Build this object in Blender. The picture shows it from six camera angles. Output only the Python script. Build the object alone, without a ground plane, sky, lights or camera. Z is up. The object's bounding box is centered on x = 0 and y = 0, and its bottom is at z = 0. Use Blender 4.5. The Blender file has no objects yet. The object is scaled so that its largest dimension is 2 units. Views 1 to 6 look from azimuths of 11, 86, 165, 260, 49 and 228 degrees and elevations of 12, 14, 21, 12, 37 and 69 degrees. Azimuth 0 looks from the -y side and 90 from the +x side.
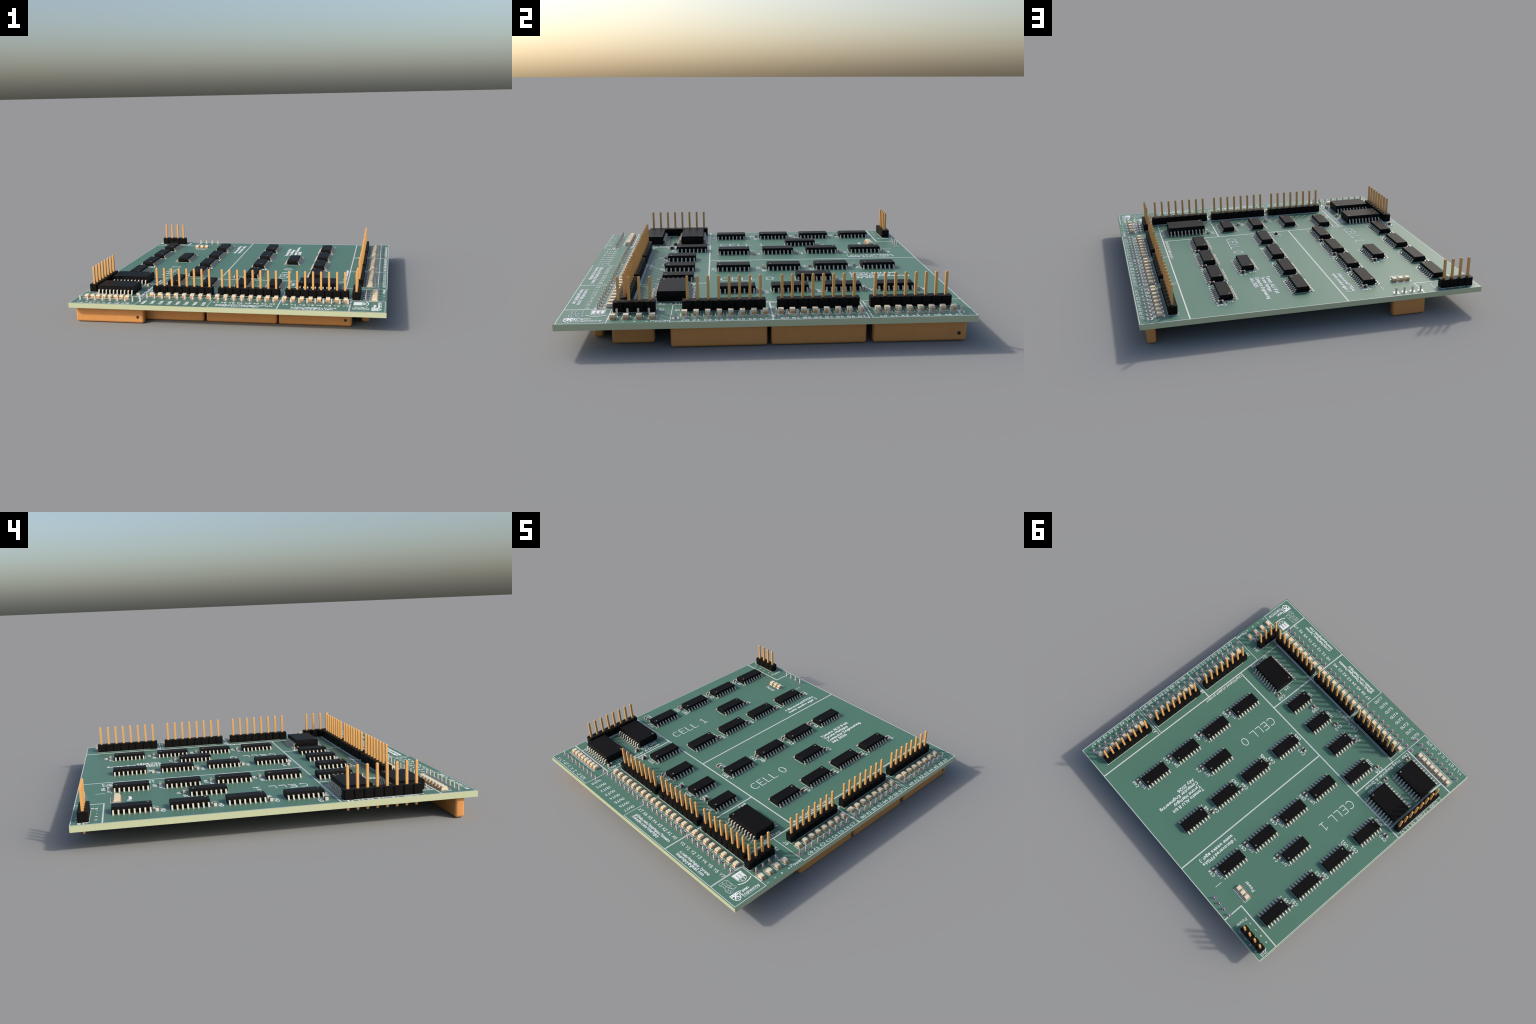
"""A small arithmetic-logic circuit board: green board with white printing, gull-wing chips,
pin headers, LEDs, ceramic capacitors and orange resistor networks mounted underneath.
All layout numbers are millimetres on the board; 1 mm = 0.02 m in the scene."""
import bpy, bmesh, math, random
from mathutils import Matrix, Vector

random.seed(7)
MM = 0.02
TOP = 6.935            # height of the board's upper face
THICK = 1.56
BW, BH = 100.0, 99.66  # board outline
pi = math.pi

# ------------------------------------------------------------------ materials
def material(name, colour, rough=0.5, metallic=0.0, spec=0.5, grain=0.03, scale=60.0, bump=0.0):
    m = bpy.data.materials.new(name)
    m.use_nodes = True
    nt = m.node_tree
    bs = nt.nodes["Principled BSDF"]
    tc = nt.nodes.new("ShaderNodeTexCoord")
    no = nt.nodes.new("ShaderNodeTexNoise")
    no.inputs["Scale"].default_value = scale
    no.inputs["Detail"].default_value = 3.0
    nt.links.new(tc.outputs["Object"], no.inputs["Vector"])
    ramp = nt.nodes.new("ShaderNodeValToRGB")
    lo = [c * (1 - grain) for c in colour]
    hi = [c * (1 + grain) for c in colour]
    ramp.color_ramp.elements[0].position = 0.3
    ramp.color_ramp.elements[1].position = 0.7
    ramp.color_ramp.elements[0].color = (*lo, 1)
    ramp.color_ramp.elements[1].color = (*hi, 1)
    nt.links.new(no.outputs["Fac"], ramp.inputs["Fac"])
    nt.links.new(ramp.outputs["Color"], bs.inputs["Base Color"])
    bs.inputs["Roughness"].default_value = rough
    bs.inputs["Metallic"].default_value = metallic
    bs.inputs["Specular IOR Level"].default_value = spec
    if bump:
        b = nt.nodes.new("ShaderNodeBump")
        b.inputs["Strength"].default_value = bump
        b.inputs["Distance"].default_value = 0.001
        nt.links.new(no.outputs["Fac"], b.inputs["Height"])
        nt.links.new(b.outputs["Normal"], bs.inputs["Normal"])
    return m

M_MASK = material("green_solder_mask", (0.079, 0.182, 0.128), rough=0.46, grain=0.01, scale=3.0, spec=0.36)
M_FR4 = material("fibreglass_edge", (0.50, 0.535, 0.335), rough=0.7, spec=0.2, grain=0.02, scale=80)
M_SILK = material("white_ink", (0.80, 0.82, 0.82), rough=0.6, spec=0.3, grain=0.01)
M_FRAME = material("frame_ink", (0.62, 0.65, 0.64), rough=0.6, spec=0.3, grain=0.01)
M_PAD = material("tinned_pad", (0.56, 0.50, 0.50), rough=0.34, metallic=1.0, grain=0.03)
M_LEAD = material("tin_lead", (0.58, 0.55, 0.45), rough=0.45, grain=0.02, spec=0.5)
M_CHIP = material("black_epoxy", (0.0062, 0.0055, 0.0055), rough=0.5, grain=0.08, scale=120, spec=0.08)
M_DOT = material("pale_index_mark", (0.30, 0.28, 0.21), rough=0.6, grain=0.02)
M_PLASTIC = material("black_nylon", (0.0062, 0.0055, 0.0050), rough=0.55, grain=0.08, scale=120, spec=0.08)
M_GOLD = material("gold_plating", (0.70, 0.37, 0.115), rough=0.42, grain=0.02, spec=0.4)
M_SIP = material("orange_resin", (0.64, 0.275, 0.078), rough=0.5, grain=0.03, scale=25, spec=0.35)
M_MARK = material("black_mark", (0.006, 0.006, 0.006), rough=0.6)
M_LENS = material("cream_lens", (0.72, 0.63, 0.46), rough=0.5, grain=0.02, spec=0.4)
M_TERM = material("gilt_terminal", (0.66, 0.34, 0.10), rough=0.45, grain=0.02, spec=0.4)
M_CAP = material("brown_ceramic", (0.046, 0.016, 0.011), rough=0.55, grain=0.08, scale=90)

# ------------------------------------------------------------------ mesh helpers
class Geo:
    """Collects vertices (in mm) and faces, then makes a mesh."""
    def __init__(self):
        self.v, self.f, self.m = [], [], []

    def add(self, verts, faces, mat=0):
        n = len(self.v)
        self.v += [tuple(p) for p in verts]
        self.f += [tuple(i + n for i in f) for f in faces]
        self.m += [mat] * len(faces)

    def prism(self, outline, z0, z1, mat=0, bottom=True):
        n = len(outline)
        vs = [(x, y, z0) for x, y in outline] + [(x, y, z1) for x, y in outline]
        fs = [tuple(range(n, 2 * n))]
        if bottom:
            fs.append(tuple(range(n - 1, -1, -1)))
        fs += [(i, (i + 1) % n, n + (i + 1) % n, n + i) for i in range(n)]
        self.add(vs, fs, mat)

    def box(self, x0, x1, y0, y1, z0, z1, mat=0):
        self.prism([(x0, y0), (x1, y0), (x1, y1), (x0, y1)], z0, z1, mat)

    def loft(self, rings, mat=0, caps=True):
        n = len(rings[0])
        vs = [p for r in rings for p in r]
        fs = []
        for k in range(len(rings) - 1):
            for i in range(n):
                j = (i + 1) % n
                fs.append((k * n + i, k * n + j, (k + 1) * n + j, (k + 1) * n + i))
        if caps:
            fs.append(tuple(range(n - 1, -1, -1)))
            fs.append(tuple((len(rings) - 1) * n + i for i in range(n)))
        self.add(vs, fs, mat)

    def annulus(self, cx, cy, outer, inner, z0, z1, mat=0):
        """Flat ring: outer and inner are outlines with equal point counts; the bore is lined."""
        n = len(outer)
        vs = [(cx + x, cy + y, z0) for x, y in outer] + [(cx + x, cy + y, z1) for x, y in outer]
        vs += [(cx + x, cy + y, z1) for x, y in inner] + [(cx + x, cy + y, z1 - 1.2) for x, y in inner]
        fs = []
        for i in range(n):
            j = (i + 1) % n
            fs += [(i, j, n + j, n + i), (n + i, n + j, 2 * n + j, 2 * n + i), (2 * n + i, 2 * n + j, 3 * n + j, 3 * n + i)]
        self.add(vs, fs, mat)

    def mesh(self, name, mats):
        me = bpy.data.meshes.new(name)
        me.from_pydata([(x * MM, y * MM, z * MM) for x, y, z in self.v], [], self.f)
        for m in mats:
            me.materials.append(m)
        me.polygons.foreach_set("material_index", self.m)
        bm = bmesh.new()
        bm.from_mesh(me)
        bmesh.ops.recalc_face_normals(bm, faces=bm.faces)
        bm.to_mesh(me)
        bm.free()
        me.update()
        return me

def circle(r, n=16, a0=0.0):
    return [(r * math.cos(a0 + i * 2 * pi / n), r * math.sin(a0 + i * 2 * pi / n)) for i in range(n)]

def square(r, n=16):
    out = []
    for i in range(n):
        a = i * 2 * pi / n
        c, s = math.cos(a), math.sin(a)
        k = r / max(abs(c), abs(s))
        out.append((c * k, s * k))
    return out

root = bpy.data.objects.new("circuit_board", None)
bpy.context.scene.collection.objects.link(root)
root["label"] = "Green printed circuit board with black chips and gold pin headers"
root["category"] = "circuit board"

def place(name, mesh, parent=None, x=0.0, y=0.0, z=0.0, deg=0.0, stuff=False):
    o = bpy.data.objects.new(name, mesh)
    bpy.context.scene.collection.objects.link(o)
    o.parent = parent or root
    o.location = (x * MM, y * MM, z * MM)
    o.rotation_euler = (0, 0, math.radians(deg))
    if stuff:
        o["kind"] = "stuff"
    return o

def turn(p, deg):
    c, s = math.cos(math.radians(deg)), math.sin(math.radians(deg))
    return (p[0] * c - p[1] * s, p[0] * s + p[1] * c)

# ------------------------------------------------------------------ layout
# rows of networks: (pin-1 position, direction, pins)
SIPS = [((38.22, -41.38), (-1, 0), 9), ((-5.47, -41.38), (1, 0), 9), ((-29.10, -41.38), (1, 0), 9),
        ((-27.44, -45.65), (-1, 0), 9), ((43.43, -36.05), (0, 1), 4),
        ((46.94, -21.92), (0, 1), 9), ((46.92, 1.84), (0, 1), 9), ((46.89, 46.60), (0, -1), 9),
        ((-23.86, 47.46), (-1, 0), 4)]
# headers: (pin-1, direction, pins)
HEADERS = [((19.12, -34.90), (1, 0), 8), ((14.82, -34.88), (-1, 0), 8), ((-7.24, -34.88), (-1, 0), 8),
           ((-47.16, -16.95), (0, -1), 8), ((40.52, -28.35), (0, -1), 4),
           ((40.64, -19.35), (0, 1), 8), ((40.63, 3.73), (0, 1), 8), ((40.57, 26.72), (0, 1), 8),
           ((-46.77, 46.74), (1, 0), 4)]
# chips: (x, y, turn, kind)
CHIPS = [(27.35, -23.65, -90, "w20"), (-38.42, -34.20, 90, "w20"), (-38.30, -20.62, 90, "w20"),
         (12.39, -23.09, 0, "n14"), (1.64, -23.05, 0, "n14"), (-10.33, -23.06, 0, "n14"), (-22.47, -20.43, 0, "n16"),
         (2.22, -7.46, 0, "n16"), (2.19, 7.30, 0, "n16"), (2.18, 21.34, 0, "n16"), (2.19, 35.39, 0, "n16"),
         (24.80, -6.95, 180, "n16"), (24.77, 7.14, 180, "n16"), (24.79, 21.18, 180, "n16"), (24.79, 35.23, 180, "n16"),
         (13.98, 14.78, 180, "n16"),
         (-18.36, -6.87, 180, "n16"), (-18.38, 7.20, 180, "n16"), (-18.39, 21.24, 180, "n16"), (-18.37, 35.30, 180, "n16"),
         (-29.25, 15.56, 180, "n16"),
         (-40.96, -7.39, 0, "n16"), (-40.97, 7.36, 0, "n16"), (-40.97, 21.40, 0, "n16"), (-40.97, 35.46, 0, "n16")]
CAPS_X = [(26.70, 41.36), (26.68, 27.25), (15.95, 20.96), (26.69, 13.19), (26.80, -0.62), (-3.12, -11.75), (1.57, 1.39),
          (0.50, 15.30), (0.55, 28.62), (-16.30, -0.54), (-16.42, 13.27), (-16.41, 27.30), (-16.41, 41.41),
          (-27.27, 21.66), (-46.19, -11.74), (-42.70, 1.40), (-42.71, 15.38), (-42.68, 29.48), (-12.55, -28.26)]
CAPS_Y = [(19.71, -19.61), (7.57, -25.83), (-3.32, -27.44), (-25.59, -27.07), (-31.07, -26.23), (-30.69, -37.95)]

def spread(a, b, n):
    return [a + (b - a) * i / (n - 1) for i in range(n)]

LEDS = [(x, -38.48, 0) for x in spread(37.33, 18.06, 8) + spread(15.38, -3.79, 8) + spread(-6.63, -25.76, 8)]
LEDS += [(x, -42.22, 0) for x in spread(-32.80, -46.68, 8)]
LEDS += [(46.24, y, -90) for y in spread(-36.66, -27.40, 4)]
LEDS += [(44.22, y, 90) for y in spread(-19.94, -0.56, 8) + spread(3.18, 22.62, 8) + [26.78] + spread(29.10, 45.55, 7)]
LEDS += [(x, 39.07, 180) for x in spread(-26.76, -30.84, 3)]

# ------------------------------------------------------------------ board
def build_board():
    g = Geo()
    g.box(-BW / 2, BW / 2, -BH / 2, BH / 2, TOP - THICK, TOP)
    me = g.mesh("printed_board", [M_FR4, M_MASK])
    for p in me.polygons:
        p.material_index = 1 if abs(p.normal.z) > 0.5 else 0
    o = place("printed_board", me)
    drill = Geo()
    for (px, py), (dx, dy), n in SIPS:
        for k in range(n):
            drill.prism([(px + dx * 2.54 * k + a, py + dy * 2.54 * k + b) for a, b in circle(0.42, 16)], TOP - 3, TOP + 1)
    cut = bpy.data.objects.new("drill", drill.mesh("drill", [M_FR4]))
    bpy.context.scene.collection.objects.link(cut)
    mod = o.modifiers.new("holes", "BOOLEAN")
    mod.operation, mod.solver, mod.object = "DIFFERENCE", "EXACT", cut
    deps = bpy.context.evaluated_depsgraph_get()
    done = bpy.data.meshes.new_from_object(o.evaluated_get(deps))
    o.modifiers.clear()
    o.data = done
    done.name = "printed_board"
    bpy.data.objects.remove(cut)
    return o

board = build_board()

# ------------------------------------------------------------------ pads (tinned copper on the upper face)
pads = Geo()
PZ = TOP + 0.03

def pad_rect(cx, cy, w, h, deg):
    pts = [turn(p, deg) for p in ((-w / 2, -h / 2), (w / 2, -h / 2), (w / 2, h / 2), (-w / 2, h / 2))]
    pads.prism([(cx + a, cy + b) for a, b in pts], TOP - 0.05, PZ)

for (px, py), (dx, dy), n in SIPS:
    for k in range(n):
        ring = square(0.8) if k == 0 else circle(0.8)
        pads.annulus(px + dx * 2.54 * k, py + dy * 2.54 * k, ring, circle(0.40), TOP - 0.05, PZ)

CHIP_DIM = {  # half width, length, leads per side, height, pad centre, pad length, foot end, lead exit height
    "n14": (1.95, 8.65, 7, 1.75, 2.475, 1.95, 3.0, 0.95),
    "n16": (1.95, 9.90, 8, 1.75, 2.475, 1.95, 3.0, 0.95),
    "w20": (3.75, 12.80, 10, 2.75, 4.65, 2.05, 5.15, 1.45)}
for x, y, deg, kind in CHIPS:
    hw, L, n, H, pc, pl, fe, lz = CHIP_DIM[kind]
    for s in (-1, 1):
        for k in range(n):
            a, b = turn((s * pc, (k - (n - 1) / 2) * 1.27), deg)
            pad_rect(x + a, y + b, pl, 0.6, deg)
for x, y in CAPS_X:
    for s in (-1, 1):
        pad_rect(x + s * 0.775, y, 0.8, 0.95, 0)
for x, y in CAPS_Y:
    for s in (-1, 1):
        pad_rect(x, y + s * 0.775, 0.95, 0.8, 0)
for x, y, deg in LEDS:
    for s in (-1, 1):
        a, b = turn((0, s * 0.9375), deg)
        pad_rect(x + a, y + b, 1.4, 0.975, deg)
place("solder_pads", pads.mesh("solder_pads", [M_PAD]), stuff=True)

# ------------------------------------------------------------------ chips
def chip_mesh(kind):
    hw, L, n, H, pc, pl, fe, lz = CHIP_DIM[kind]
    g = Geo()
    hl, d = L / 2, 0.13
    def ring(z, inset):
        return [(-hw + inset, -hl + inset, z), (hw - inset, -hl + inset, z), (hw - inset, hl - inset, z), (-hw + inset, hl - inset, z)]
    g.loft([ring(0.10, d), ring(lz - 0.10, 0), ring(lz + 0.12, 0), ring(H - 0.03, d), ring(H, d + 0.03)])
    dx, dy = {"n14": (1.0, -3.335), "n16": (1.0, -3.96), "w20": (2.65, -5.43)}[kind]
    g.prism([(dx + a, dy + b) for a, b in circle(0.25, 20)], H - 0.05, H + 0.02, 1)
    return g.mesh("chip_" + kind, [M_CHIP, M_DOT])

def gull_wing(kind, s, y, g):
    """One bent lead on side s (+1 or -1) at height y along the chip."""
    hw, L, n, H, pc, pl, fe, lz = CHIP_DIM[kind]
    reach = fe - hw
    t, w = 0.2, 0.205
    path = [(hw - 0.15, lz), (hw + 0.22 * reach, lz), (hw + 0.34 * reach, lz - 0.10), (hw + 0.42 * reach, lz - 0.30),
            (hw + 0.48 * reach, 0.38), (hw + 0.58 * reach, 0.20), (hw + 0.70 * reach, 0.14), (fe, 0.14)]
    rings = []
    for i, (px, pz) in enumerate(path):
        a, b = path[max(i - 1, 0)], path[min(i + 1, len(path) - 1)]
        tx, tz = b[0] - a[0], b[1] - a[1]
        m = math.hypot(tx, tz)
        nx, nz = -tz / m * t / 2, tx / m * t / 2
        rings.append([(s * (px - nx), y - w, pz - nz), (s * (px + nx), y - w, pz + nz),
                      (s * (px + nx), y + w, pz + nz), (s * (px - nx), y + w, pz - nz)])
    g.loft(rings)

CHIP_MESH = {k: chip_mesh(k) for k in CHIP_DIM}
LEAD_MESH, LEAD_ALL = {}, {}
for k in CHIP_DIM:
    g = Geo()
    gull_wing(k, 1, 0, g)
    LEAD_MESH[k] = g.mesh("lead_" + k, [M_LEAD])
    g = Geo()
    n = CHIP_DIM[k][2]
    for s in (-1, 1):
        for i in range(n):
            gull_wing(k, s, (i - (n - 1) / 2) * 1.27, g)
    LEAD_ALL[k] = g.mesh("lead_set_" + k, [M_LEAD])

single_leads = 0
for x, y, deg, kind in CHIPS:
    c = place("chip", CHIP_MESH[kind], None, x, y, TOP, deg)
    n = CHIP_DIM[kind][2]
    if single_leads + 2 * n <= 300:
        single_leads += 2 * n
        for s in (0, 180):
            for i in range(n):
                place("lead", LEAD_MESH[kind], c, 0, (i - (n - 1) / 2) * 1.27, 0, s)
    else:
        place("lead_set", LEAD_ALL[kind], c, stuff=True)

# ------------------------------------------------------------------ capacitors
g = Geo()
g.box(-0.46, 0.46, -0.385, 0.385, 0.05, 0.77)
CAP_BODY = g.mesh("capacitor", [M_CAP])
g = Geo()
c = 0.05
g.loft([[(x, -0.4 + i, 0.03 + i), (x, 0.4 - i, 0.03 + i), (x, 0.4 - i, 0.8 - i), (x, -0.4 + i, 0.8 - i)]
        for x, i in ((0.44, 0), (0.76, 0), (0.80, c))])
CAP_END = g.mesh("end_cap", [M_LEAD])
for pts, deg in ((CAPS_X, 0), (CAPS_Y, 90)):
    for x, y in pts:
        o = place("capacitor", CAP_BODY, None, x, y, TOP, deg)
        for s in (0, 180):
            place("end_cap", CAP_END, o, deg=s)

# ------------------------------------------------------------------ LEDs (long axis along local y)
g = Geo()
hw = 0.625
prof = [(-0.84, 0.10), (0.84, 0.10), (0.78, 0.52), (0.66, 1.05), (-0.66, 1.05), (-0.78, 0.52)]
n = len(prof)
g.add([(-hw, a, b) for a, b in prof] + [(hw, a, b) for a, b in prof],
      [tuple(range(n)), tuple(range(2 * n - 1, n - 1, -1))] + [(i, n + i, n + (i + 1) % n, (i + 1) % n) for i in range(n)])
LENS = g.mesh("led", [M_LENS])
g = Geo()
notch = [(0.12 * math.cos(a), -1.0 + 0.10 * math.sin(a)) for a in [pi - i * pi / 6 for i in range(7)]]
g.prism([(-0.56, -0.76), (-0.56, -1.0)] + notch + [(0.56, -1.0), (0.56, -0.76)], 0.10, 0.56)
g.box(-0.61, 0.61, -1.01, -0.80, 0.03, 0.10, 1)
TERM = g.mesh("terminal", [M_TERM, M_PAD])
for x, y, deg in LEDS:
    o = place("led", LENS, None, x, y, TOP, deg)
    for s in (0, 180):
        place("terminal", TERM, o, deg=s)

# ------------------------------------------------------------------ pin headers
def header_mesh(n):
    g = Geo()
    h, c = 1.27, 0.26
    lo, hi = [], []
    for k in range(n):                        # scalloped outline: a chamfered block for each pin
        x = 2.54 * k
        lo += [(x - h, -h + c), (x - h + c, -h), (x + h - c, -h), (x + h, -h + c)]
        hi += [(x - h, h - c), (x - h + c, h), (x + h - c, h), (x + h, h - c)]
    def tidy(side):
        out = []
        for p in side:
            if not out or math.dist(p, out[-1]) > 1e-6:
                out.append(p)
        return out
    outline = tidy(lo) + tidy(hi)[::-1]
    g.prism(outline, 0.0, 2.54)
    return g.mesh("pin_header_%d" % n, [M_PLASTIC])

def pin_mesh():
    g = Geo()
    def ring(z, r):
        return [(-r, -r, z), (r, -r, z), (r, r, z), (-r, r, z)]
    g.loft([ring(-3.0, 0.16), ring(-2.80, 0.28), ring(-2.62, 0.32), ring(8.24, 0.32), ring(8.42, 0.28), ring(8.54, 0.17)])
    return g.mesh("header_pin", [M_GOLD])

PIN = pin_mesh()
HEAD = {n: header_mesh(n) for n in (4, 8)}
for (px, py), (dx, dy), n in HEADERS:
    o = place("pin_header", HEAD[n], None, px, py, TOP, math.degrees(math.atan2(dy, dx)))
    for k in range(n):
        place("header_pin", PIN, o, 2.54 * k)

# ------------------------------------------------------------------ resistor networks hanging under the board
def sip_mesh(n):
    L, T, H = 2.54 * n, 2.5, TOP - THICK - 0.06
    g = Geo()
    g.box(-1.27, L - 1.27, -T / 2, T / 2, 0.0, H)
    me = g.mesh("resistor_network_%d" % n, [M_SIP])
    bm = bmesh.new()
    bm.from_mesh(me)
    bmesh.ops.bevel(bm, geom=list(bm.edges), offset=0.72 * MM, segments=5, profile=0.5, affect="EDGES")
    bm.to_mesh(me)
    bm.free()
    me.polygons.foreach_set("use_smooth", [True] * len(me.polygons))
    return me

def sip_pin_mesh():
    g = Geo()
    def ring(z, a, b):
        return [(-a, -b, z), (a, -b, z), (a, b, z), (-a, b, z)]
    g.loft([ring(TOP - THICK - 0.4, 0.25, 0.125), ring(TOP + 1.32, 0.25, 0.125), ring(TOP + 1.44, 0.21, 0.115), ring(TOP + 1.50, 0.13, 0.09)])
    return g.mesh("network_pin", [M_LEAD])

SIP = {n: sip_mesh(n) for n in (4, 9)}
SPIN = sip_pin_mesh()
g = Geo()
ring = circle(0.46, 24)
g.add([(a, 1.20, b) for a, b in ring] + [(a, 1.262, b) for a, b in ring],
      [tuple(range(24)), tuple(range(47, 23, -1))] + [(i, (i + 1) % 24, 24 + (i + 1) % 24, 24 + i) for i in range(24)])
SDOT = g.mesh("index_dot", [M_MARK])
for (px, py), (dx, dy), n in SIPS:
    o = place("resistor_network", SIP[n], None, px, py, 0, math.degrees(math.atan2(dy, dx)))
    w = o.modifiers.new("normals", "WEIGHTED_NORMAL")
    w.keep_sharp = True
    place("index_dot", SDOT, o, 0.70, 0, 2.0)
    for k in range(n):
        place("network_pin", SPIN, o, 2.54 * k)

# ------------------------------------------------------------------ printing: ribbons of ink
def ribbon(g, pts, width, lift, closed=False):
    """A raised strip of ink along a polyline with mitred corners and rounded ends."""
    P = [Vector((p[0], p[1])) for p in pts]
    P = [p for i, p in enumerate(P) if i == 0 or (p - P[i - 1]).length > 1e-4]
    if closed and (P[0] - P[-1]).length < 1e-4:
        P.pop()
    n, r = len(P), width / 2
    if n < 2:
        return
    L, R = [], []
    for i in range(n):
        a = P[i - 1] if (i or closed) else None
        b = P[(i + 1) % n] if (i < n - 1 or closed) else None
        d1 = (P[i] - a).normalized() if a is not None else None
        d2 = (b - P[i]).normalized() if b is not None else None
        d1 = d2 if d1 is None else d1
        d2 = d1 if d2 is None else d2
        n1, n2 = Vector((-d1.y, d1.x)), Vector((-d2.y, d2.x))
        m = n1 + n2
        if m.length < 0.25:
            m = n1
        m.normalize()
        k = min(r / max(m.dot(n1), 0.3), r * 2.2)
        L.append(P[i] + m * k)
        R.append(P[i] - m * k)
    z0, z1 = TOP - 0.01, TOP + 0.022 + lift
    rows = [(R[i], L[i]) for i in range(n)]
    vs, fs = [], []
    for a, b in rows:
        vs += [(a.x, a.y, z1), (b.x, b.y, z1), (a.x, a.y, z0), (b.x, b.y, z0)]
    for i in range(n if closed else n - 1):
        j = (i + 1) % n
        fs += [(4 * i, 4 * j, 4 * j + 1, 4 * i + 1), (4 * i, 4 * i + 2, 4 * j + 2, 4 * j), (4 * i + 1, 4 * j + 1, 4 * j + 3, 4 * i + 3)]
    if not closed:
        for i, sgn in ((0, -1), (n - 1, 1)):
            d = (P[1] - P[0]) if i == 0 else (P[-1] - P[-2])
            d = d.normalized() * sgn
            nn = Vector((-d.y, d.x))
            base = len(vs)
            arc = [P[i] + (nn * math.cos(t) + d * math.sin(t)) * r for t in (pi / 4, pi / 2, 3 * pi / 4)]
            vs += [(p.x, p.y, z1) for p in arc]
            lo, hi = (4 * i, 4 * i + 1) if sgn > 0 else (4 * i + 1, 4 * i)
            fs.append((hi, base, base + 1, base + 2, lo))
    g.add(vs, fs)

lines = Geo()
_level = [0]
def line(pts, w=0.19, closed=False):
    _level[0] = (_level[0] + 1) % 12
    ribbon(lines, pts, w, 0.0025 * _level[0], closed)

def rect(x0, y0, x1, y1, w=0.19):
    line([(x0, y0), (x1, y0), (x1, y1), (x0, y1)], w, True)

# region frames
for r in [(39.05, -49.42, 49.52, -37.85), (17.13, -49.42, 38.76, -33.28), (-4.76, -49.47, 16.92, -33.28),
          (-49.81, -49.42, -27.98, -40.42), (17.12, -33.07, 36.42, -14.66), (-27.72, -33.07, 16.92, -14.66),
          (-45.20, -40.20, -27.92, -14.74), (-49.80, -40.20, -45.40, -14.70),
          (36.62, -23.13, 49.87, 0.85), (36.62, 1.06, 49.87, 23.65), (36.62, 24.50, 49.87, 49.68),
          (-8.34, -14.45, 36.42, 49.68), (-49.72, -14.50, -8.55, 49.68)]:
    rect(*r)
line([(-31.82, 49.62), (-31.82, 42.35), (-49.66, 42.35)], 0.36)
line([(-21.17, 42.38), (-21.17, 44.83)])
line([(-48.5, -36.02), (-49.75, -36.02)])

# outlines printed round the parts
def local(pts, x, y, deg):
    return [(x + a, y + b) for a, b in (turn(p, deg) for p in pts)]

def triangle(pts):
    lines.prism(pts, TOP - 0.01, TOP + 0.055, bottom=False)

for (px, py), (dx, dy), n in HEADERS:
    deg = math.degrees(math.atan2(dy, dx))
    e, h = 2.54 * (n - 1) + 1.38, 1.38
    line(local([(1.27, -h), (e, -h), (e, h), (1.27, h)], px, py, deg), 0.14, True)
    line(local([(0, -h), (-h, -h), (-h, 0)], px, py, deg), 0.14)
for x, y, deg, kind in CHIPS:
    hw, L, n, H, pc, pl, fe, lz = CHIP_DIM[kind]
    for s in (-1, 1):
        line(local([(-hw, s * (L / 2 + 0.12)), (hw, s * (L / 2 + 0.12))], x, y, deg), 0.13)
    q = (n - 1) / 2 * 1.27 + 0.56
    t = pc + 0.22
    triangle(local([(t, -q), (t - 0.34, -q - 0.48), (t + 0.34, -q - 0.48)], x, y, deg))
for x, y, deg in LEDS:
    line(local([(-0.96, 0.98), (-0.96, -1.66), (0.96, -1.66), (0.96, 0.98)], x, y, deg), 0.14)
for pts, deg in ((CAPS_X, 0), (CAPS_Y, 90)):
    for x, y in pts:
        for s in (-1, 1):
            line(local([(-0.14, s * 0.53), (0.14, s * 0.53)], x, y, deg), 0.12)

# ------------------------------------------------------------------ lettering: a single-line drafting alphabet
def arc(cx, cy, rx, ry, a0, a1, step=30):
    n = max(2, int(abs(a1 - a0) / step) + 1)
    return [(cx + rx * math.cos(math.radians(a0 + (a1 - a0) * i / (n - 1))), cy + ry * math.sin(math.radians(a0 + (a1 - a0) * i / (n - 1)))) for i in range(n)]

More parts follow.
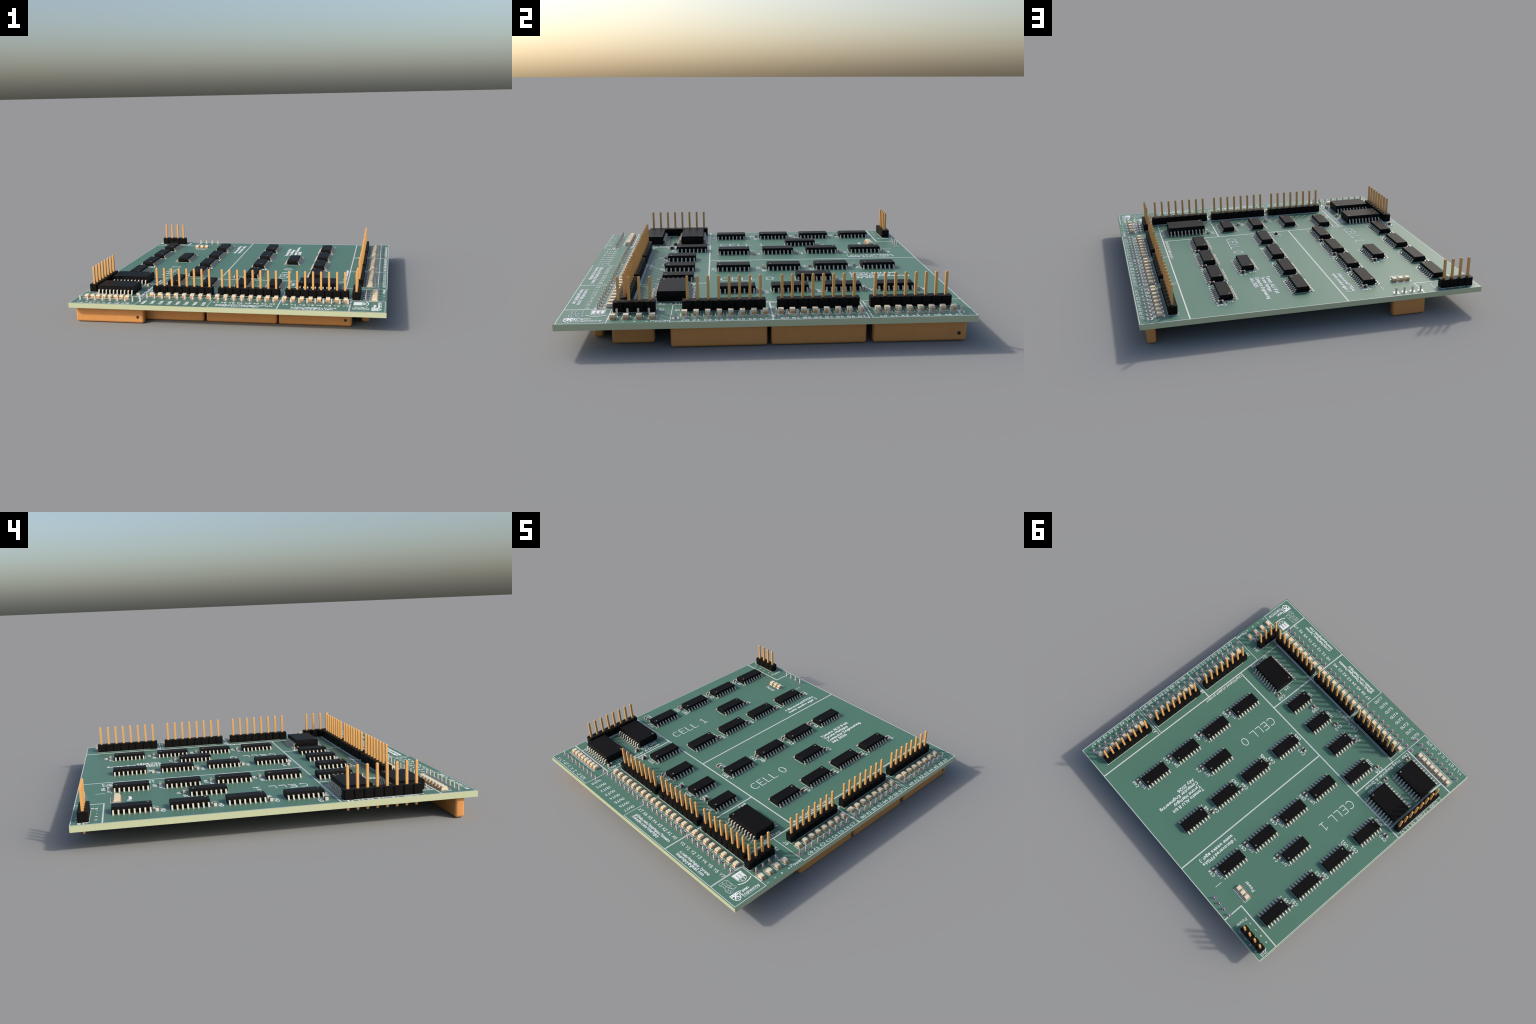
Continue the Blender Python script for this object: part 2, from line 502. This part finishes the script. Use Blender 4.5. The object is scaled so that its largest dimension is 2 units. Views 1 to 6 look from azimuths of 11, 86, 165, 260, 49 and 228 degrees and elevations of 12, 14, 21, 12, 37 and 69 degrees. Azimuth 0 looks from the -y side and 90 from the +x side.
BOWL = arc(0.27, 0.33, 0.27, 0.33, 60, 300)      # open round of a lower-case c
RING = arc(0.27, 0.33, 0.27, 0.33, 0, 360)
GLYPHS = {  # width, strokes (cap height 1, x-height 0.66)
    "A": (0.70, [[(0, 0), (0.35, 1), (0.70, 0)], [(0.12, 0.32), (0.58, 0.32)]]),
    "B": (0.66, [[(0, 0), (0, 1), (0.36, 1)] + arc(0.38, 0.76, 0.22, 0.24, 90, -90) + [(0, 0.52)], [(0.38, 0.52)] + arc(0.40, 0.26, 0.26, 0.26, 90, -90) + [(0, 0)]]),
    "C": (0.66, [arc(0.38, 0.5, 0.38, 0.5, 50, 310)]),
    "D": (0.68, [[(0, 0), (0, 1), (0.28, 1)] + arc(0.30, 0.5, 0.38, 0.5, 90, -90) + [(0, 0)]]),
    "E": (0.56, [[(0.56, 1), (0, 1), (0, 0), (0.56, 0)], [(0, 0.52), (0.42, 0.52)]]),
    "F": (0.54, [[(0.54, 1), (0, 1), (0, 0)], [(0, 0.52), (0.42, 0.52)]]),
    "G": (0.68, [arc(0.38, 0.5, 0.38, 0.5, 50, 305) + [(0.68, 0.10), (0.68, 0.48), (0.40, 0.48)]]),
    "I": (0.10, [[(0.05, 0), (0.05, 1)]]),
    "J": (0.40, [[(0.40, 1), (0.40, 0.25)] + arc(0.20, 0.22, 0.20, 0.22, 0, -140)]),
    "K": (0.66, [[(0, 0), (0, 1)], [(0.62, 1), (0, 0.42)], [(0.20, 0.60), (0.66, 0)]]),
    "L": (0.52, [[(0, 1), (0, 0), (0.52, 0)]]),
    "M": (0.76, [[(0, 0), (0, 1), (0.38, 0.32), (0.76, 1), (0.76, 0)]]),
    "N": (0.66, [[(0, 0), (0, 1), (0.66, 0), (0.66, 1)]]),
    "O": (0.70, [arc(0.35, 0.5, 0.35, 0.5, 90, 450)]),
    "P": (0.62, [[(0, 0), (0, 1), (0.36, 1)] + arc(0.36, 0.74, 0.26, 0.26, 90, -90) + [(0, 0.48)]]),
    "R": (0.66, [[(0, 0), (0, 1), (0.36, 1)] + arc(0.36, 0.75, 0.26, 0.25, 90, -90) + [(0, 0.50)], [(0.34, 0.50), (0.66, 0)]]),
    "S": (0.64, [arc(0.33, 0.75, 0.30, 0.25, 40, 180) + arc(0.33, 0.25, 0.31, 0.26, 90, -140)]),
    "T": (0.66, [[(0, 1), (0.66, 1)], [(0.33, 1), (0.33, 0)]]),
    "U": (0.66, [[(0, 1), (0, 0.33)] + arc(0.33, 0.33, 0.33, 0.33, 180, 360) + [(0.66, 1)]]),
    "V": (0.68, [[(0, 1), (0.34, 0), (0.68, 1)]]),
    "W": (0.90, [[(0, 1), (0.22, 0), (0.45, 0.72), (0.68, 0), (0.90, 1)]]),
    "X": (0.66, [[(0, 1), (0.66, 0)], [(0.66, 1), (0, 0)]]),
    "Y": (0.68, [[(0, 1), (0.34, 0.48), (0.68, 1)], [(0.34, 0.48), (0.34, 0)]]),
    "Z": (0.66, [[(0, 1), (0.66, 1), (0, 0), (0.66, 0)]]),
    "a": (0.50, [[(0.06, 0.60), (0.18, 0.66), (0.36, 0.66), (0.48, 0.55), (0.48, 0)], [(0.48, 0.38), (0.18, 0.38), (0.02, 0.28), (0.02, 0.10), (0.14, 0), (0.34, 0), (0.48, 0.10)]]),
    "b": (0.54, [[(0, 1), (0, 0)], arc(0.27, 0.33, 0.27, 0.33, 150, -150)]),
    "c": (0.48, [BOWL]),
    "d": (0.54, [[(0.54, 1), (0.54, 0)], arc(0.27, 0.33, 0.27, 0.33, 30, 330)]),
    "e": (0.54, [[(0.02, 0.36), (0.54, 0.36)] + arc(0.27, 0.36, 0.27, 0.30, 20, 180) + arc(0.28, 0.30, 0.28, 0.30, 200, 310)]),
    "f": (0.38, [[(0.38, 1), (0.26, 1), (0.16, 0.88), (0.16, 0)], [(0, 0.66), (0.36, 0.66)]]),
    "g": (0.54, [[(0.54, 0.64), (0.54, -0.12)] + arc(0.30, -0.12, 0.24, 0.20, 0, -140), arc(0.27, 0.33, 0.27, 0.33, 30, 330)]),
    "h": (0.50, [[(0, 1), (0, 0)], [(0, 0.44)] + arc(0.25, 0.40, 0.25, 0.26, 150, 0) + [(0.50, 0)]]),
    "i": (0.08, [[(0.04, 0), (0.04, 0.66)], [(0.04, 0.92), (0.04, 0.97)]]),
    "j": (0.20, [[(0.16, 0.66), (0.16, -0.18), (0.08, -0.30), (-0.04, -0.30)], [(0.16, 0.92), (0.16, 0.97)]]),
    "k": (0.48, [[(0, 1), (0, 0)], [(0.44, 0.66), (0, 0.26)], [(0.16, 0.38), (0.48, 0)]]),
    "l": (0.20, [[(0.02, 1), (0.02, 0.14), (0.08, 0.02), (0.20, 0)]]),
    "m": (0.78, [[(0, 0.66), (0, 0)], [(0, 0.46)] + arc(0.20, 0.44, 0.19, 0.22, 150, 0) + [(0.39, 0)], [(0.40, 0.46)] + arc(0.59, 0.44, 0.19, 0.22, 150, 0) + [(0.78, 0)]]),
    "n": (0.50, [[(0, 0.66), (0, 0)], [(0, 0.44)] + arc(0.25, 0.40, 0.25, 0.26, 150, 0) + [(0.50, 0)]]),
    "o": (0.54, [RING]),
    "p": (0.54, [[(0, 0.66), (0, -0.32)], arc(0.27, 0.33, 0.27, 0.33, 150, -150)]),
    "r": (0.32, [[(0, 0.66), (0, 0)], [(0, 0.40), (0.06, 0.56), (0.18, 0.65), (0.32, 0.66)]]),
    "s": (0.46, [arc(0.24, 0.49, 0.21, 0.17, 40, 180) + arc(0.23, 0.17, 0.23, 0.17, 80, -140)]),
    "t": (0.36, [[(0.14, 0.95), (0.14, 0.16), (0.22, 0.02), (0.36, 0)], [(0, 0.66), (0.34, 0.66)]]),
    "u": (0.50, [[(0, 0.66), (0, 0.26)] + arc(0.25, 0.26, 0.25, 0.26, 180, 330), [(0.50, 0.66), (0.50, 0)]]),
    "v": (0.50, [[(0, 0.66), (0.25, 0), (0.50, 0.66)]]),
    "w": (0.70, [[(0, 0.66), (0.17, 0), (0.35, 0.50), (0.53, 0), (0.70, 0.66)]]),
    "x": (0.50, [[(0, 0.66), (0.50, 0)], [(0.50, 0.66), (0, 0)]]),
    "y": (0.50, [[(0, 0.66), (0.25, 0)], [(0.50, 0.66), (0.20, -0.18), (0.10, -0.30), (0, -0.32)]]),
    "0": (0.60, [arc(0.30, 0.5, 0.30, 0.5, 90, 450)]),
    "1": (0.52, [[(0.02, 0.80), (0.18, 0.88), (0.28, 1), (0.28, 0)], [(0.02, 0), (0.54, 0)]]),
    "2": (0.60, [arc(0.29, 0.72, 0.28, 0.28, 160, -20) + [(0, 0), (0.60, 0)]]),
    "3": (0.58, [[(0.02, 1), (0.56, 1), (0.26, 0.60)] + arc(0.28, 0.30, 0.29, 0.30, 90, -150)]),
    "4": (0.62, [[(0.40, 1), (0, 0.32), (0.62, 0.32)], [(0.46, 0.62), (0.46, 0)]]),
    "5": (0.58, [[(0.52, 1), (0.08, 1), (0.04, 0.54)] + arc(0.28, 0.32, 0.29, 0.32, 120, -150)]),
    "6": (0.58, [[(0.48, 1), (0.30, 0.98), (0.10, 0.72), (0.01, 0.40)], arc(0.29, 0.30, 0.29, 0.30, 180, 540)]),
    "7": (0.60, [[(0, 1), (0.60, 1), (0.20, 0)]]),
    "8": (0.60, [arc(0.30, 0.77, 0.25, 0.23, -90, 270), arc(0.30, 0.28, 0.30, 0.28, 90, 450)]),
    "9": (0.58, [[(0.10, 0), (0.28, 0.02), (0.48, 0.28), (0.57, 0.60)], arc(0.29, 0.70, 0.29, 0.30, 0, 360)]),
    "-": (0.62, [[(0, 0.42), (0.62, 0.42)]]),
    "~": (0.60, [[(0, 0.36), (0.15, 0.48), (0.30, 0.40), (0.45, 0.32), (0.60, 0.44)]]),
    "+": (0.66, [[(0, 0.42), (0.66, 0.42)], [(0.33, 0.09), (0.33, 0.75)]]),
    "_": (0.62, [[(0, -0.08), (0.62, -0.08)]]),
    ".": (0.08, [[(0.04, 0.0), (0.04, 0.05)]]),
    ":": (0.08, [[(0.04, 0.05), (0.04, 0.10)], [(0.04, 0.55), (0.04, 0.60)]]),
    "!": (0.08, [[(0.04, 1), (0.04, 0.32)], [(0.04, 0.0), (0.04, 0.05)]]),
    ")": (0.22, [[(0, 1.08), (0.16, 0.78), (0.21, 0.42), (0.16, 0.06), (0, -0.26)]]),
    "/": (0.60, [[(0, -0.20), (0.60, 1.05)]]),
    "&": (0.74, [[(0.74, 0), (0.16, 0.66), (0.16, 0.86), (0.28, 1), (0.42, 0.98), (0.50, 0.80), (0.40, 0.64), (0.06, 0.36), (0.02, 0.16), (0.16, 0), (0.36, 0.02), (0.56, 0.18), (0.70, 0.44)]]),
    "@": (0.80, [arc(0.42, 0.38, 0.17, 0.19, 20, 380) + [(0.62, 0.20), (0.76, 0.28)] + arc(0.40, 0.40, 0.40, 0.46, -10, 300)]),
}
GAP, SPACE = 0.27, 0.42

ink = None  # the parent of all lettering, made below

def write(text, first, last, up, size=1.0, w=0.15):
    """Letter `text` so that the centres of its first and last glyphs stand at the given points.
    `up` is the direction of the letters' tops; the points are at half cap height."""
    pos, x = [], 0.0
    for ch in text:
        if ch == " ":
            x += SPACE
            continue
        gw = GLYPHS[ch][0]
        pos.append((ch, x + gw / 2))
        x += gw + GAP
    ux, uy = up
    rx, ry = uy, -ux                                   # reading direction
    span = pos[-1][1] - pos[0][1]
    want = (last[0] - first[0]) * rx + (last[1] - first[1]) * ry
    k = want / span if span > 0.01 else size
    gk = min(max(k, size * 0.72), size * 1.12)          # glyph width scale, height stays `size`
    mx, my = (first[0] + last[0]) / 2, (first[1] + last[1]) / 2
    g = Geo()
    lift = 0.034
    for ch, cx in pos:
        gw, strokes = GLYPHS[ch]
        along = (cx - (pos[0][1] + pos[-1][1]) / 2) * k
        for s in strokes:
            lift = 0.034 + (lift - 0.034 + 0.004) % 0.024
            pts = []
            for a, b in s:
                u, v = along + (a - gw / 2) * gk, (b - 0.5) * size
                pts.append((mx + rx * u + ux * v, my + ry * u + uy * v))
            shut = len(pts) > 4 and math.dist(pts[0], pts[-1]) < 1e-3
            ribbon(g, pts, w, lift, shut)
    place("lettering", g.mesh("lettering", [M_SILK]), ink)

W, N, E = (-1, 0), (0, 1), (1, 0)   # letter tops toward -x, +y, +x

# ------------------------------------------------------------------ emblems in the corner box
art = Geo()
_art = [0]
def stroke(pts, w=0.10, closed=False):
    _art[0] = (_art[0] + 1) % 9
    ribbon(art, pts, w, 0.02 + 0.003 * _art[0], closed)

def fill(pts, lift=0.05):
    art.prism(pts, TOP - 0.01, TOP + lift, bottom=False)

# arched shield with three columns; tops toward -x, reading toward +y
cy, x0 = -40.80, 39.90
fill([(x0, cy - 1.70), (x0 + 0.62, cy - 1.70), (x0 + 0.62, cy + 1.70), (x0, cy + 1.70)])
for c in (-1.06, 0.0, 1.06):
    fill([(x0 + 0.62, cy + c - 0.27), (x0 + 2.35, cy + c - 0.27), (x0 + 2.62, cy + c), (x0 + 2.35, cy + c + 0.27), (x0 + 0.62, cy + c + 0.27)], 0.052)
edge = [(x0 + 0.62, 1.58), (x0 + 2.4, 1.58), (x0 + 3.1, 1.32), (x0 + 3.6, 0.78), (x0 + 3.95, 0)]
stroke([(a, cy - b) for a, b in edge] + [(a, cy + b) for a, b in edge[-2::-1]], 0.12)
for c in (-1.34, -0.66, -0.40, 0.40, 0.66, 1.34):
    reach = 3.85 - 0.55 * c * c
    stroke([(x0 + 0.62, cy + c), (x0 + reach, cy + c)], 0.08)
for i in range(6):       # motto scroll broken into short blocks
    a0, a1 = -38 + i * 13, -38 + i * 13 + 11
    stroke([(41.0 + 3.45 * math.cos(math.radians(t)), cy - 0.05 + 3.9 * math.sin(math.radians(t))) for t in (a0, (a0 + a1) / 2, a1)], 0.30)

# quartered shield
cy, x0 = -46.66, 45.50
fill([(x0, cy - 1.38), (x0 + 0.98, cy - 1.34), (x0 + 0.98, cy + 1.26), (x0, cy + 1.36)])
edge = [(x0 + 0.98, 1.30), (x0 + 1.8, 1.20), (x0 + 2.4, 0.86), (x0 + 2.8, 0.42), (x0 + 3.06, 0.0)]
stroke([(a, cy - b) for a, b in edge] + [(a, cy + b) for a, b in edge[-2::-1]], 0.19)
apex = (x0 + 1.02, cy)
for s in (-1, 1):
    stroke([apex, (x0 + 1.75, cy + s * 0.55), (x0 + 2.45, cy + s * 0.80)], 0.42)
for s in (-1, 1):
    stroke([(x0 + 1.6, cy + s * 0.42), (x0 + 2.0, cy), (x0 + 2.9, cy)], 0.14)
def dot(x, y, r):
    me = Geo()
    me.prism([(x + a, y + b) for a, b in circle(r, 10)], TOP, TOP + 0.062, bottom=False)
    return me
emblem_dots = Geo()
for x, y in ((x0 + 0.48, cy - 0.98), (x0 + 0.48, cy), (x0 + 0.48, cy + 0.98), (x0 + 1.55, cy), (x0 + 2.12, cy - 0.62), (x0 + 2.12, cy + 0.62)):
    emblem_dots.prism([(x + a, y + b) for a, b in circle(0.15, 10)], TOP, TOP + 0.085, bottom=False)

# plain faceted line figure standing in for the drawn mascot
hull = [(39.94, -47.16), (39.85, -45.9), (39.82, -44.94), (40.3, -44.4), (40.84, -44.31), (41.6, -44.5), (42.3, -44.3), (43.0, -44.44),
        (43.84, -44.0), (44.1, -44.2), (44.3, -45.1), (44.77, -46.22), (44.9, -46.8), (44.67, -47.25), (44.0, -47.3), (43.19, -47.41), (42.3, -46.9), (41.4, -46.9), (40.6, -47.2)]
stroke(hull, 0.07, True)
rnd = random.Random(11)
inner = [(40.6, -46.2), (40.9, -45.2), (41.7, -45.6), (42.1, -46.2), (42.6, -45.1), (43.0, -45.9), (43.4, -46.7), (43.9, -45.5), (44.1, -46.5)]
joints = [(0, 1), (1, 2), (2, 3), (3, 0), (2, 4), (4, 5), (5, 3), (5, 6), (5, 7), (7, 8), (8, 6), (4, 7)]
for i, j in joints:
    (ax, ay), (bx, by) = inner[i], inner[j]
    mid = ((ax + bx) / 2 + rnd.uniform(-0.15, 0.15), (ay + by) / 2 + rnd.uniform(-0.15, 0.15))
    stroke([inner[i], mid, inner[j]], 0.06)
for i, h in ((0, 18), (0, 1), (1, 3), (4, 6), (6, 15), (7, 9), (8, 12), (3, 16)):
    stroke([inner[i], hull[h]], 0.06)

# ------------------------------------------------------------------ put the printing down
ink = place("silkscreen", lines.mesh("silkscreen", [M_FRAME]))
place("emblem", art.mesh("emblem", [M_SILK]), ink)
place("emblem_spot", emblem_dots.mesh("emblem_spot", [M_MASK]), ink)

REFS = [("C46", 25.72, 42.86, 27.67), ("C47", 25.67, 28.75, 27.71), ("C3", 15.56, 22.35, 16.66), ("C48", 25.63, 14.65, 27.66),
        ("C45", 25.83, 0.80, 27.88), ("C42", -4.15, -10.45, -2.08), ("C43", 0.57, -0.12, 2.60), ("C44", -0.54, 13.83, 1.45),
        ("C41", -0.50, 27.14, 1.45), ("C55", -17.35, 0.84, -15.37), ("C58", -17.51, 14.64, -15.49), ("C57", -17.55, 28.90, -15.58),
        ("C56", -17.44, 42.85, -15.48), ("C4", -27.79, 23.08, -26.65), ("C52", -47.15, -10.37, -45.20), ("C53", -43.63, -0.05, -41.68),
        ("C54", -43.68, 13.88, -41.74), ("C51", -43.70, 28.05, -41.76), ("C16", -13.48, -29.69, -11.52),
        ("U45", 1.28, -13.32, 3.29), ("U46", 3.41, 1.37, 5.41), ("U47", 2.90, 15.30, 4.93), ("U48", 1.30, 29.45, 3.35),
        ("U41", 23.62, -0.88, 25.60), ("U42", 23.60, 12.95, 25.65), ("U43", 22.42, 27.33, 24.50), ("U44", 23.60, 41.25, 25.55),
        ("U3", 12.30, 20.95, 13.55), ("U53", -20.52, -0.69, -18.42), ("U56", -19.50, 13.26, -17.40), ("U54", -19.60, 27.22, -17.50),
        ("U55", -19.58, 41.23, -17.48), ("U5", -30.90, 21.57, -29.65), ("U50", -42.02, -13.16, -39.98), ("U51", -39.88, 1.13, -37.82),
        ("U52", -42.20, 15.42, -40.00), ("U49", -42.10, 29.70, -40.00), ("U6", 11.73, -28.40, 12.93), ("U36", 0.39, -28.29, 2.43),
        ("U2", -10.96, -28.26, -9.70), ("U16", -23.36, -26.38, -21.36),
        ("J14", 39.28, -25.65, 41.17), ("J5", 40.17, -21.79, 41.24), ("J6", 39.23, 1.57, 40.34), ("J7", 38.38, 25.23, 39.43),
        ("Power", -30.39, 35.95, -26.66)]
for t, xa, y, xb in REFS:
    write(t, (xa, y), (xb, y), N, w=0.16)
for t, x, ya, yb in [("C49", 18.31, -20.64, -18.60), ("C59", 6.24, -26.77, -24.77), ("C40", -4.83, -28.32, -26.36), ("C36", -27.00, -28.00, -25.90),
                     ("C39", -30.93, -24.05, -22.10), ("C50", -29.24, -39.00, -37.03), ("U1", -30.92, -34.75, -33.50), ("U40", -30.83, -20.61, -18.63),
                     ("U4", 19.88, -24.17, -22.94), ("J10", -48.75, 45.76, 47.65)]:
    write(t, (x, ya), (x, yb), W, w=0.16)
for t, x, ya, yb in [("Power", -36.15, 44.15, 47.90), ("Power", 48.90, -27.24, -23.46),
                     ("Zero Flag", 35.40, -26.41, -19.89), ("Flag Register & Driver", -29.10, -34.93, -18.39),
                     ("CLOCK", -49.17, -34.09, -31.01), ("T", -49.17, -29.10, -29.10), ("ZIN", -49.17, -28.00, -26.40), ("WE", -49.17, -25.40, -24.26),
                     ("S0", -49.17, -22.60, -21.64), ("S1", -49.17, -20.18, -19.11), ("S2", -49.20, -17.51, -16.51),
                     ("Unaffiliated student project", 35.42, -13.57, 2.71)]:
    write(t, (x, ya), (x, yb), W, size=0.75 if x < -40 else 1.0, w=0.13)
write("CSR Flag Logic", (-9.96, -31.72), (0.74, -31.72), N, w=0.13)
for t, x, ya, yb in [("CELL 0", 13.52, -10.05, 2.55), ("CELL 1", -29.60, -10.05, 2.45)]:
    write(t, (x, ya), (x, yb), W, size=3.1, w=0.19)
for t, x, ya, yb in [("Tomato ALU 8 bit", 9.40, 26.10, 38.96), ("Tyrone Marhguy", 10.98, 26.20, 37.08),
                     ("Computer Engineering", 12.70, 26.17, 41.95), ("July 2026", 14.32, 26.21, 32.90),
                     ("I discovered FPGAs", -12.54, 29.07, 42.92), ("some weeks ago! :)", -10.84, 29.24, 43.17)]:
    write(t, (x, ya), (x, yb), W, size=1.05, w=0.20)
for t, y, xa, xb in [("x.com/marhguy_tyrone", -46.62, 21.53, 34.73), ("tmarhguy@gmail.com", -47.90, 21.38, 33.56),
                     ("github.com/tmarhguy/tomato", -46.30, -2.22, 15.10), ("linkedin.com/tmarhguy", -47.54, -2.32, 11.12)]:
    write(t, (xa, y), (xb, y), N, size=0.98, w=0.16)
for prefix, x, ya, yb in (("C", 48.90, -19.55, -1.25), ("B", 48.86, 3.78, 22.04), ("A", 48.96, 27.12, 45.30)):
    for i, y in enumerate(spread(ya, yb, 8)):
        write(prefix + str(i), (x, y - 0.48), (x, y + 0.48), W, size=0.95, w=0.13)
for prefix, xa, xb in (("Y", 19.03, 37.64), ("X", 15.05, -3.05)):
    for i, x in enumerate(spread(xa, xb, 8)):
        write(prefix + str(i), (x - 0.50, -44.15), (x + 0.50, -44.15), N, size=1.0, w=0.14)
for i, x in enumerate(spread(-25.93, -6.45, 8)):
    write("OUT" + str(i), (x, -44.97), (x, -47.76), E, w=0.14)
for t, xa, xb in [("GTE", -32.35, -30.55), ("~Z", -34.90, -33.90), ("Z", -36.71, -36.71), ("N", -38.59, -38.59), ("C", -40.49, -40.49),
                  ("GT", -43.17, -42.06), ("LT", -45.84, -44.67), ("V", -47.32, -47.32)]:
    write(t, (xa, -48.32), (xb, -48.32), N, w=0.13)
for t, x, ys in [("+", 48.96, (-28.50, -31.28)), ("-", 48.96, (-33.93, -36.70))]:
    for y in ys:
        write(t, (x, y), (x, y), W, w=0.13)
for t, xs in [("-", (-38.38, -41.20)), ("+", (-43.77, -46.60))]:
    for x in xs:
        for y in (43.98, 48.58):
            write(t, (x, y), (x, y), N, w=0.14)
write("Penn", (46.30, -44.65), (46.30, -42.10), W, size=1.05, w=0.19)
write("Engineering", (47.62, -44.70), (47.62, -39.30), W, size=0.85, w=0.12)
stroke_line = Geo()
ribbon(stroke_line, [(45.5, -45.0), (47.85, -45.0)], 0.13, 0.06)
for i in range(22):
    y = -45.05 + i * 0.268
    ribbon(stroke_line, [(48.34 + 0.06 * (i % 3), y), (48.52, y + 0.12)], 0.10, 0.05)
place("emblem_text_rule", stroke_line.mesh("emblem_text_rule", [M_SILK]), ink)
